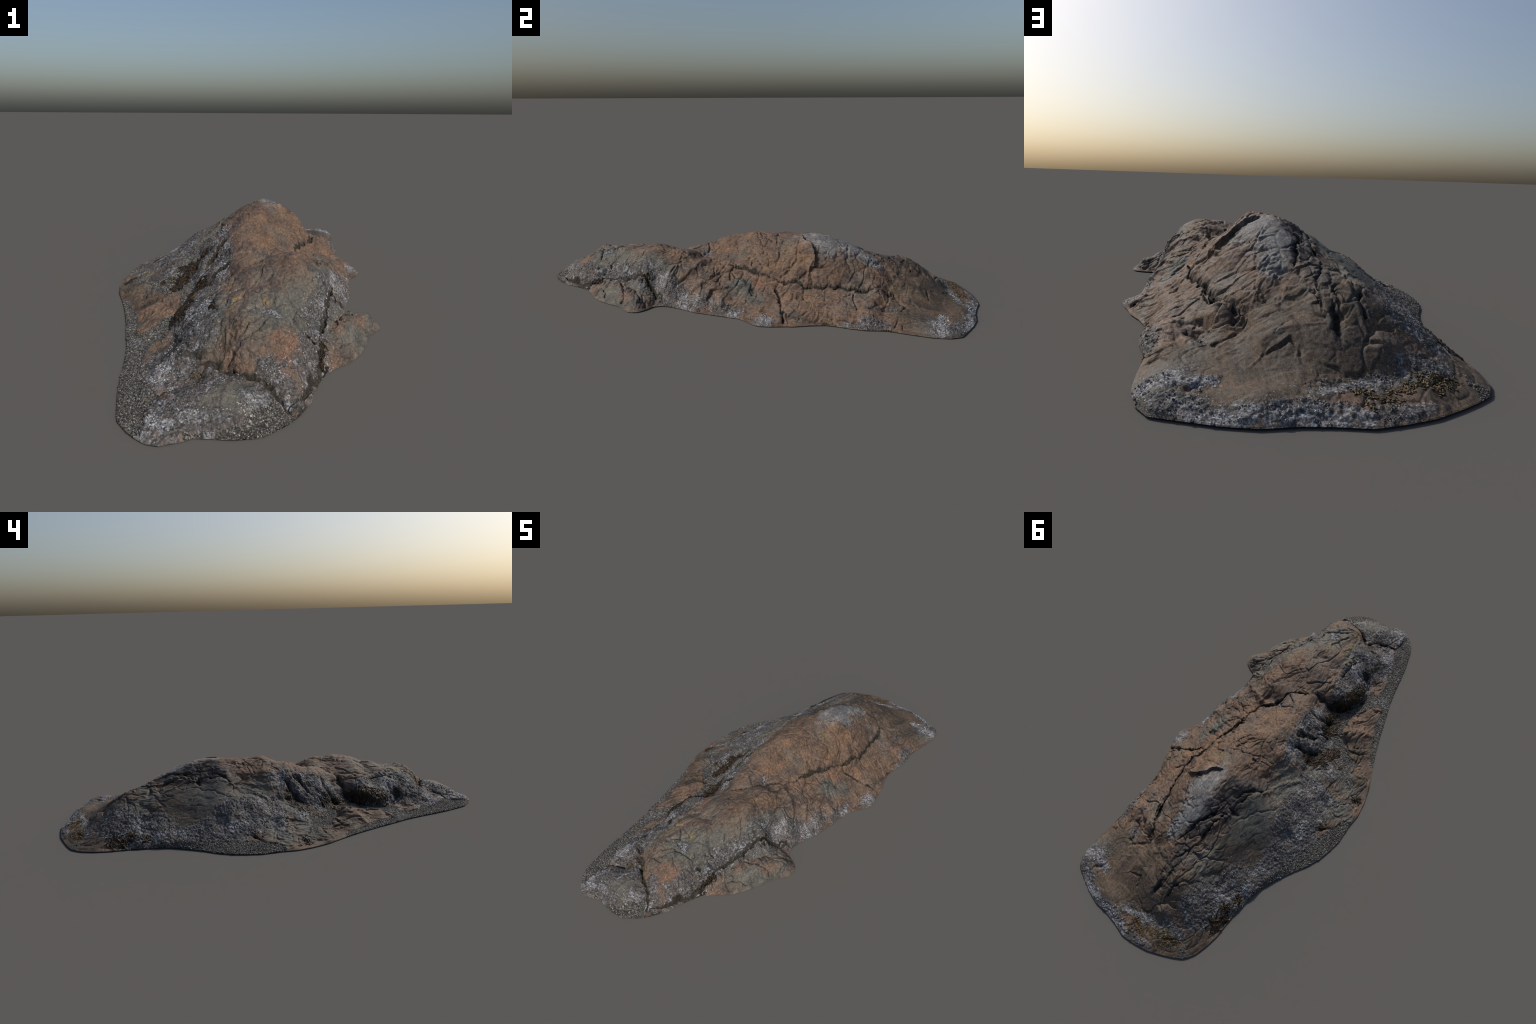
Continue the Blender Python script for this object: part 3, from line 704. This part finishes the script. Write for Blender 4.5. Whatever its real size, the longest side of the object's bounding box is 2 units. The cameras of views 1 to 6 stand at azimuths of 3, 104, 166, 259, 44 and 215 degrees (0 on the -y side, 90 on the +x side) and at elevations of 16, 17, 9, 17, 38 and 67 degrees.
def gravel_material():
    m = Nodes("beach_gravel")
    p = m.vec("ADD", m.pos, m.vec("SCALE", m.noise(60, 2, .6, colour=True), scale=.008))
    cell, d = m.voronoi(215, p, out="Color"), m.voronoi(215, p)
    n = m.t.nodes.new("ShaderNodeSeparateColor")
    m.put(n.inputs[0], cell)
    c = m.ramp(n.outputs[0], [(.0, (.034, .035, .038)), (.35, (.074, .071, .066)), (.62, (.125, .113, .096)), (.85, (.185, .175, .158)), (1.0, (.30, .295, .28))])
    c = m.mix(m.step(d, .35, .62), c, (.03, .028, .026))
    c = m.mix(1.0, c, m.ramp(m.noise(200, 3, .7), [(.3, (.65, .65, .65)), (.5, (1, 1, 1)), (.7, (1.3, 1.3, 1.3))]), "MULTIPLY")
    c = m.mix(m.step(m.noise(14, 4, .6), .58, .70), c, m.mix(.6, c, (.26, .27, .29)))
    return m.finish(c, .8, m.math("SUBTRACT", 1, d), .7, .006)


def island_material(name, stops, rough=.8, grain=300, pale=None):
    """Loose pieces: one tone per piece, drawn from a ramp."""
    m = Nodes(name)
    r = m.t.nodes.new("ShaderNodeNewGeometry").outputs["Random Per Island"]
    c = m.ramp(r, stops)
    if pale:
        c = m.mix(m.step(m.field(m.pos, pale), 1.5, .9, 0, .85), c, m.ramp(r, [(0, (.10, .10, .105)), (.5, (.24, .245, .26)), (1, (.42, .43, .46))]))
    c = m.mix(1.0, c, m.ramp(m.noise(grain, 3, .7), [(.3, (.7, .7, .7)), (.5, (1, 1, 1)), (.7, (1.3, 1.3, 1.3))]), "MULTIPLY")
    return m.finish(c, rough)


def dark_joint_material():
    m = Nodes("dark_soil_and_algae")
    c = m.ramp(m.noise(120, 4, .7), [(.35, (.012, .011, .010)), (.5, (.026, .023, .019)), (.65, (.055, .047, .034))])
    return m.finish(c, .9, m.noise(260, 3, .7), .5, .003)


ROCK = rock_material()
DARK_JOINT = dark_joint_material()
GRIT = gravel_material()
PEBBLE = island_material("pebble_stone", [(.0, (.030, .032, .037)), (.30, (.060, .059, .058)), (.60, (.105, .095, .081)), (.88, (.145, .139, .128)), (.98, (.22, .215, .205)), (1.0, (.36, .35, .335))])
SHELL = island_material("barnacle_shell", [(.0, (.045, .041, .040)), (.45, (.092, .085, .083)), (.85, (.140, .134, .134)), (.97, (.19, .19, .20)), (1.0, (.25, .255, .275))], pale=CHALK)
WEED = island_material("brown_seaweed", [(.0, (.010, .007, .005)), (.65, (.022, .014, .008)), (.92, (.050, .028, .010)), (1.0, (.110, .062, .016))], .5)
GOLD_WEED = island_material("golden_seaweed", [(.0, (.024, .017, .010)), (.5, (.070, .047, .021)), (.9, (.135, .092, .038)), (1.0, (.19, .14, .06))], .55)

# ---------------------------------------------------------------- the skin --
P, quads, rim, rim_edges, rim_face, gravel, barn, open_joint = build_surface(.0022)
N = normals(P, quads)
C = P[quads].mean(1)
names = ["main_hump"] + [r[0] for r in REGIONS]
owner = np.zeros(len(quads), int)
for i in range(len(REGIONS) - 1, -1, -1):
    owner[inside(C[:, 0], C[:, 1], REGIONS[i][1])] = i + 1
for poly in ISLANDS:
    names.append("ledge")
    owner[inside(C[:, 0], C[:, 1], poly)] = len(names) - 1
stony = gravel_mask(C[:, 0], C[:, 1]) + .004 * noise(C * 60, 33) > 0
beds = [(C[:, 1] < 0) & (C[:, 0] < -.04), (C[:, 1] >= 0) & (C[:, 1] < .8), C[:, 1] >= .8, (C[:, 1] < 0) & (C[:, 0] >= -.04)]
bed_of = {}
for b in beds:
    names.append("gravel_bed")
    owner[stony & b] = len(names) - 1

root = bpy.data.objects.new("rock_outcrop", None)
bpy.context.scene.collection.objects.link(root)
root["label"] = "weathered reddish brown shore rock with barnacles, seaweed and gravel"
root["category"] = "rock"

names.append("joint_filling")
owner[(open_joint[quads].mean(1) > .27 + .15 * noise(C * 70, 34)) & ~stony] = len(names) - 1

part_of = {}
low = np.full(len(P), -1)
for k, name in enumerate(names):
    f = np.nonzero(owner == k)[0]
    if not len(f):
        continue
    e = rim_edges[np.isin(rim_face, f)]
    used, inv = np.unique(quads[f], return_inverse=True)
    q = inv.reshape(-1, 4)
    v, n = P[used], N[used]
    if len(e):  # the cut edge goes down to the plane z = 0
        back = np.full(len(P), -1)
        back[used] = np.arange(len(used))
        ends, einv = np.unique(e, return_inverse=True)
        einv = einv.reshape(-1, 2) + len(used)
        q = np.vstack([q, np.c_[back[e[:, 1]], back[e[:, 0]], einv[:, 0], einv[:, 1]]])
        v = np.vstack([v, P[ends] * (1, 1, 0)])
        n = np.vstack([n, N[ends]])
    part_of[k] = new_object(name, v, q, root, {"gravel_bed": GRIT, "joint_filling": DARK_JOINT}.get(name, ROCK), n)

# the flat underside closes the block
order, nxt = [int(rim_edges[0, 0])], dict(zip(rim_edges[:, 0].tolist(), rim_edges[:, 1].tolist()))
while nxt[order[-1]] != order[0] and len(order) < len(rim_edges):
    order.append(nxt[order[-1]])
ring = P[order] * (1, 1, 0)
tris = geometry.tessellate_polygon([[Vector(r) for r in ring[::2]]])
new_object("underside", ring[::2], np.array(tris)[:, ::-1], root, ROCK, smooth_faces=False)


# ------------------------------------------------------------ loose pieces --
def scatter(mask, count, seed):
    """Random places on the faces that the mask picks: position and normal."""
    rs = np.random.RandomState(seed)
    a = np.linalg.norm(np.cross(P[quads[:, 2]] - P[quads[:, 0]], P[quads[:, 3]] - P[quads[:, 1]]), axis=1) * mask
    f = rs.choice(len(quads), count, p=a / a.sum())
    u, v = rs.rand(2, count, 1)
    c = P[quads[f]]
    p = (c[:, 0] * (1 - u) + c[:, 1] * u) * (1 - v) + (c[:, 3] * (1 - u) + c[:, 2] * u) * v
    return p, N[quads[f]].mean(1), rs


def frames(n, rs):
    """A random frame around each normal."""
    t = rs.randn(len(n), 3)
    t -= n * (t * n).sum(1)[:, None]
    t /= np.linalg.norm(t, axis=1)[:, None]
    return t, np.cross(n, t)


def copies(verts, faces, p, t, b, n, size):
    """One mesh of many squashed copies. verts (k, m, 3) or (m, 3); size (k, 3)."""
    w = np.broadcast_to(verts, (len(p),) + np.shape(verts)[-2:]) * size[:, None, :]
    out = p[:, None] + w[..., 0:1] * t[:, None] + w[..., 1:2] * b[:, None] + w[..., 2:3] * n[:, None]
    f = faces[None] + (np.arange(len(p)) * out.shape[1])[:, None, None]
    return out.reshape(-1, 3), f.reshape(-1, faces.shape[1])


def ball(level):
    import bmesh
    bm = bmesh.new()
    bmesh.ops.create_icosphere(bm, subdivisions=level, radius=1)
    v = np.array([q.co[:] for q in bm.verts])
    f = np.array([[q.index for q in t.verts] for t in bm.faces])
    bm.free()
    return v, f


bv, bf = ball(1)
inner = np.hypot(0, 0)
for k, name in enumerate(names):
    if name != "gravel_bed" or k not in part_of:
        continue
    sel = owner == k
    count = int(min(14000, sel.sum() * .42))
    p, n, rs = scatter(sel, count, 100 + k)
    t, b = frames(n, rs)
    r = .0011 + .0022 * rs.rand(count) ** 4
    size = r[:, None] * (.8 + .5 * rs.rand(count, 3)) * (1.1, .9, .62)
    lump = 1 + .3 * noise((bv[None] * 1.3 + 9 * rs.rand(count, 1, 3)).reshape(-1, 3), 5).reshape(count, -1, 1)
    v, f = copies(bv[None] * lump, bf, p + n * (r * .15)[:, None], t, b, n, size)
    v[:, 2] = np.maximum(v[:, 2], .0002)
    ob = new_object("pebbles", v, f, part_of[k], PEBBLE)
    ob["kind"] = "stuff"

# barnacles: little open cones
k = 7
a = np.arange(k) * 2 * np.pi / k
ring_of = lambda r, z: np.c_[np.cos(a) * r, np.sin(a) * r, np.full(k, z)]
cone = np.vstack([ring_of(1, -.25), ring_of(.48, .8), ring_of(.28, .45)])
i = np.arange(k)
j = (i + 1) % k
cone_f = np.vstack([np.c_[i, j, j + k], np.c_[i, j + k, i + k], np.c_[i + k, j + k, j + 2 * k], np.c_[i + k, j + 2 * k, i + 2 * k]])
bm = barn[quads].mean(1) * (owner < names.index("gravel_bed"))
for part, label in enumerate(names):
    if label in ("gravel_bed", "ledge") or part not in part_of:
        continue
    w = np.where(owner == part, smooth(.35, 1, bm), 0) * smooth(-.35, .35, noise(C * 26, 35))
    count = int(w.sum() * .16)
    if count < 20:
        continue
    p, n, rs = scatter(w, count, 300 + part)
    n = n + .25 * rs.randn(count, 3)
    n /= np.linalg.norm(n, axis=1)[:, None]
    t, b = frames(n, rs)
    r = .0013 + .0016 * rs.rand(count) ** 2
    v, f = copies(cone, cone_f, p, t, b, n, np.c_[r, r * (.8 + .4 * rs.rand(count)), r * (.7 + .5 * rs.rand(count))])
    v[:, 2] = np.maximum(v[:, 2], .0002)
    ob = new_object("barnacles", v, f, part_of[part], SHELL, smooth_faces=False)
    ob["kind"] = "stuff"


def nearest_skin(x, y):
    i = np.argmin((P[:, 0] - x) ** 2 + (P[:, 1] - y) ** 2)
    return P[i], N[i]


def seaweed(name, x, y, rx, ry, count, length, material, seed, wide=1.0):
    """A clump of leathery straps that hang over the rock from scattered holdfasts."""
    rs = np.random.RandomState(seed)
    vs, fs, at = [], [], 0
    near = (np.abs(P[:, 0] - x) < rx * 2 + .05) & (np.abs(P[:, 1] - y) < ry * 2 + .05)
    Q, M = P[near], N[near]
    for _ in range(count):
        g = rs.randn(2) * .5
        px, py = x + rx * g[0], y + ry * g[1]
        i = np.argmin((Q[:, 0] - px) ** 2 + (Q[:, 1] - py) ** 2)
        p, n = Q[i].copy(), M[i]
        down = np.array([0, 0, -1.0]) + n * n[2] + rs.randn(3) * .35
        down -= n * (down @ n)
        down /= np.linalg.norm(down) + 1e-9
        L, wd = length * (.5 + rs.rand()), (.0013 + .0017 * rs.rand()) * wide
        seg, rows = 5, []
        for s in range(seg + 1):
            u = s / seg
            lift = .0005 + .0030 * wide * math.sin(u * 3.0) * rs.rand()
            i = np.argmin(((Q - p) ** 2).sum(1))
            c, n = Q[i] + M[i] * lift, M[i]
            side = np.cross(n, down)
            wv = wd * (.35 + 1.1 * math.sin(min(1, u * 1.15) * 2.6)) * (.8 + .4 * rs.rand())
            th = .0009
            rows.append([c + side * wv, c + n * th, c - side * wv, c - n * th])
            p = p + down * (L / seg)
            down = down + rs.randn(3) * .25
            down -= n * (down @ n)
            down /= np.linalg.norm(down) + 1e-9
        vs.append(np.array(rows).reshape(-1, 3))
        for s in range(seg):
            for c in range(4):
                d = (c + 1) % 4
                fs.append([at + s * 4 + c, at + s * 4 + d, at + s * 4 + 4 + d, at + s * 4 + 4 + c])
        fs.append([at, at + 3, at + 2, at + 1])
        fs.append([at + seg * 4 + q for q in range(4)])
        at += (seg + 1) * 4
    v = np.vstack(vs)
    v[:, 2] = np.maximum(v[:, 2], .0004)
    return new_object(name, v, fs, root, material)


CLUMPS = [  # dark wrack in the hollow and under the boulder: (x, y, spread, spread, straps, length)
    (-.145, -.045, .022, .020, 40, .026), (-.185, -.085, .020, .018, 40, .026), (-.195, -.140, .018, .026, 50, .030), (-.120, -.244, .020, .030, 70, .034), (-.118, -.305, .016, .022, 50, .030), (-.088, -.300, .012, .018, 30, .026),
    (-.095, -.385, .014, .022, 60, .030), (-.115, -.425, .016, .030, 80, .034), (-.132, -.465, .014, .026, 70, .030), (-.128, -.505, .012, .018, 40, .026), (-.205, -.180, .012, .014, 26, .022), (-.268, -.124, .010, .010, 14, .016),
    (-.240, .740, .020, .022, 50, .024), (-.250, .705, .012, .018, 30, .022), (-.237, .668, .012, .012, 30, .020), (-.256, .609, .010, .014, 24, .018), (-.361, .150, .018, .016, 20, .016), (-.415, -.056, .014, .010, 26, .018),
    (.252, -.660, .012, .040, 40, .020), (.300, -.385, .006, .03, 16, .016), (-.030, -.590, .008, .020, 20, .014),
]
GOLD = [(.030, .915, .022, .006, 40, .008), (.000, .934, .026, .006, 40, .008), (-.020, .948, .020, .006, 30, .007), (.024, .958, .006, .012, 22, .007), (-.045, .918, .026, .010, 44, .008), (-.080, .905, .020, .012, 36, .008), (-.113, .890, .026, .014, 70, .009),
        (-.150, .886, .026, .010, 50, .008), (-.115, .922, .014, .014, 34, .008), (-.135, .905, .020, .010, 30, .008), (.400, .640, .006, .03, 26, .009), (.385, .410, .006, .03, 26, .009), (-.035, -.805, .030, .008, 30, .008), (.395, .300, .004, .02, 14, .008)]
for n_, c_ in enumerate(CLUMPS):
    seaweed("seaweed", *c_[:4], int(c_[4] * 1.5), c_[5], WEED, 500 + n_)
for n_, c_ in enumerate(GOLD):
    seaweed("seaweed", *c_[:4], int(c_[4] * .9), c_[5], GOLD_WEED, 600 + n_, .62)


def fragment(x, y, z, size, turn, seed):
    """A loose angular stone: a ball cut by random planes."""
    rs = np.random.RandomState(seed)
    v, f = ball(5)
    v = v.copy()
    for _ in range(14):
        d = rs.randn(3)
        d /= np.linalg.norm(d)
        over = np.maximum(v @ d - (.52 + .28 * rs.rand()), 0)
        v -= over[:, None] * d
    v *= (1 + .05 * fractal(v * 3, 3, seed))[:, None]
    a_ = math.radians(turn)
    v = v * size
    v = np.c_[v[:, 0] * math.cos(a_) - v[:, 1] * math.sin(a_), v[:, 0] * math.sin(a_) + v[:, 1] * math.cos(a_), v[:, 2]] + (x, y, z)
    v[:, 2] = np.maximum(v[:, 2], .0004)
    return new_object("rock_fragment", v, f, root, ROCK)


fragment(.226, -.628, .078, (.030, .034, .026), 20, 1)
fragment(.205, -.600, .098, (.022, .030, .020), -20, 2)
fragment(.186, -.868, .010, (.017, .034, .020), -28, 3)
fragment(-.160, -.562, .020, (.018, .022, .014), 10, 4)
fragment(-.215, -.118, .044, (.014, .016, .012), 30, 6)
fragment(.318, -.300, .018, (.020, .030, .018), 15, 8)
